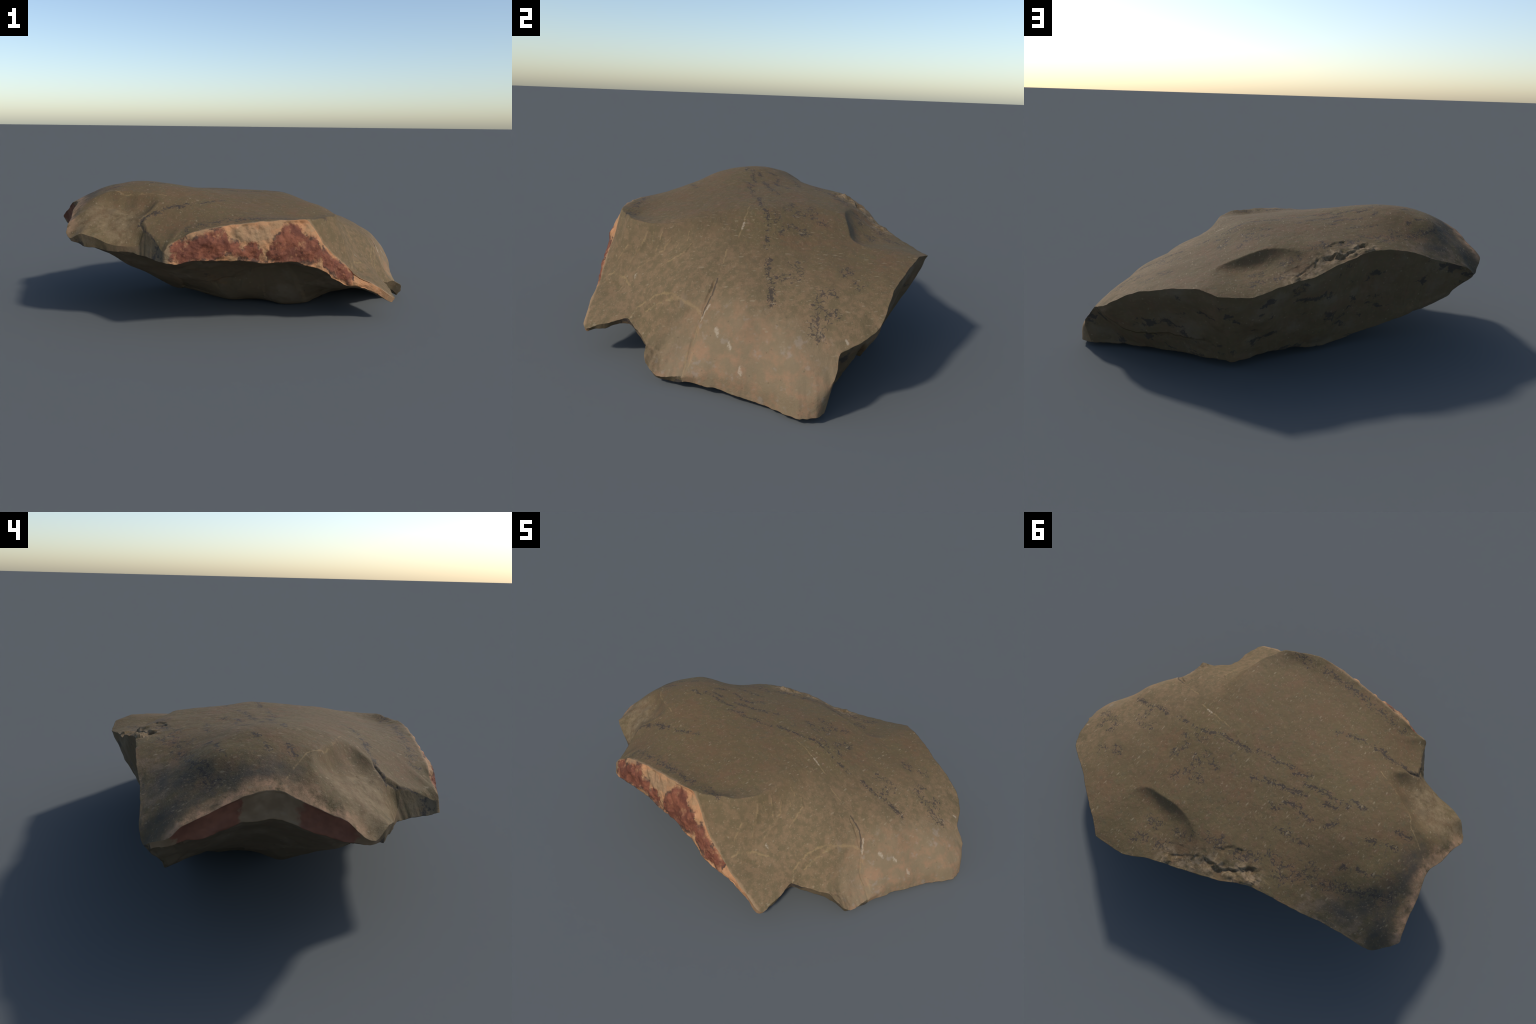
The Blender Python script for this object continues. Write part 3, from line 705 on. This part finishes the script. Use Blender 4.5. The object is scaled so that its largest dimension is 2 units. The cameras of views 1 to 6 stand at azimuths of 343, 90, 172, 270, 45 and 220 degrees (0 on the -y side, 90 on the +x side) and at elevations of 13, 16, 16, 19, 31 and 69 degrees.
def hollow_material():
    m, nt = new_mat('red_and_tan_rind'); g = G(nt)
    tc = g.n('ShaderNodeTexCoord').outputs['Object']
    q = g.vmath('ADD', tc, g.scaled(g.vmath('SUBTRACT', g.noise(tc, 14, 6, 0.65, col=True), (0.5, 0.5, 0.5)), 0.16))
    sep = g.n('ShaderNodeSeparateXYZ'); g.put(sep.inputs[0], q); X, Y, Z = sep.outputs
    tan = g.mix(g.ramp(g.noise(tc, 20, 5), 0.35, 0.65), (0.170, 0.112, 0.066), (0.215, 0.146, 0.088))
    red = g.mix(g.ramp(g.noise(tc, 22, 5), 0.35, 0.65), (0.135, 0.056, 0.036), (0.190, 0.078, 0.048))
    a = g.math('MULTIPLY', g.ramp(Y, 0.035, 0.060), g.ramp(Y, 0.235, 0.210))
    b = g.math('MULTIPLY', g.ramp(Y, -0.115, -0.150), g.ramp(Y, -0.315, -0.280))
    c = g.mix(g.math('MAXIMUM', a, b), tan, red)
    finish(g, c, g.noise(tc, 32, 6, 0.6), 0.55, 0.3, 0.006)
    return m

def side_material(name, under=False):
    m, nt = new_mat(name); g = G(nt)
    tc = g.n('ShaderNodeTexCoord').outputs['Object']
    c = g.mix(0.45 if under else 0.2, base_flint(g, tc), (0.128, 0.104, 0.078))
    c = g.mix(g.math('MULTIPLY', g.ramp(g.noise(tc, 7, 5, 0.6), 0.50, 0.70), 0.6), c, (0.165, 0.130, 0.092) if under else (0.140, 0.110, 0.075))
    q = g.vmath('ADD', tc, g.scaled(g.vmath('SUBTRACT', g.noise(tc, 28, 4, 0.6, col=True), (0.5, 0.5, 0.5)), 0.07))
    st = g.n('ShaderNodeMapping'); st.inputs['Rotation'].default_value = (0.0, 0.6, 0.0); st.inputs['Scale'].default_value = (0.7, 1, 1.3)
    g.put(st.inputs['Vector'], q)
    t0 = 0.66 if under else 0.585
    dk = g.ramp(g.noise(st.outputs[0], 11, 4, 0.6), t0, t0 + 0.05)
    c = g.mix(g.math('MULTIPLY', dk, 0.75), c, (0.038, 0.034, 0.033))
    c = flecks(g, c, tc, 40, 0.22, 0.72, (0.215, 0.165, 0.110), 0.5)
    rust = g.ramp(g.noise(tc, 5, 6, 0.65), 0.60, 0.72)
    c = g.mix(g.math('MULTIPLY', rust, 0.5), c, (0.190, 0.110, 0.060))
    h = g.math('ADD', g.noise(tc, 45, 6, 0.6), g.math('MULTIPLY', g.noise(tc, 14, 5), 1.0))
    finish(g, c, h, 0.66, 0.30, 0.008)
    return m
MATS = [upper_material(), rind_material(), side_material('speckled_broken_flint'), hollow_material(), side_material('dull_flint_underside', True)]

# ------------------------------------------------------------------ split into parts
root = bpy.data.objects.new('flint_stone', None)
bpy.context.scene.collection.objects.link(root)
root['label'] = 'olive brown broken flint block with red rind edges'
root['category'] = 'stone'

def make_part(name, mask_reg, material, extra=()):
    F = faces[np.isin(region, mask_reg)]
    used = np.unique(np.concatenate([F.ravel()] + [t.ravel() for t in extra]))
    remap = np.full(len(V), -1); remap[used] = np.arange(len(used))
    fl = remap[F].tolist()
    for t in extra: fl += remap[t].tolist()
    me = bpy.data.meshes.new(name)
    me.from_pydata(V[used].tolist(), [], fl)
    me.materials.append(material)
    me.polygons.foreach_set('use_smooth', [True] * len(me.polygons))
    me.update()
    me.normals_split_custom_set_from_vertices(N[used].tolist())
    ob = bpy.data.objects.new(name, me)
    bpy.context.scene.collection.objects.link(ob)
    ob.parent = root
    return ob
make_part('upper_face', [0], MATS[0], [tris_a])
make_part('pink_rind', [1], MATS[1])
make_part('broken_side', [2], MATS[2])
make_part('hollow_rind', [3], MATS[3])
make_part('underside', [4], MATS[4], [tris_b])
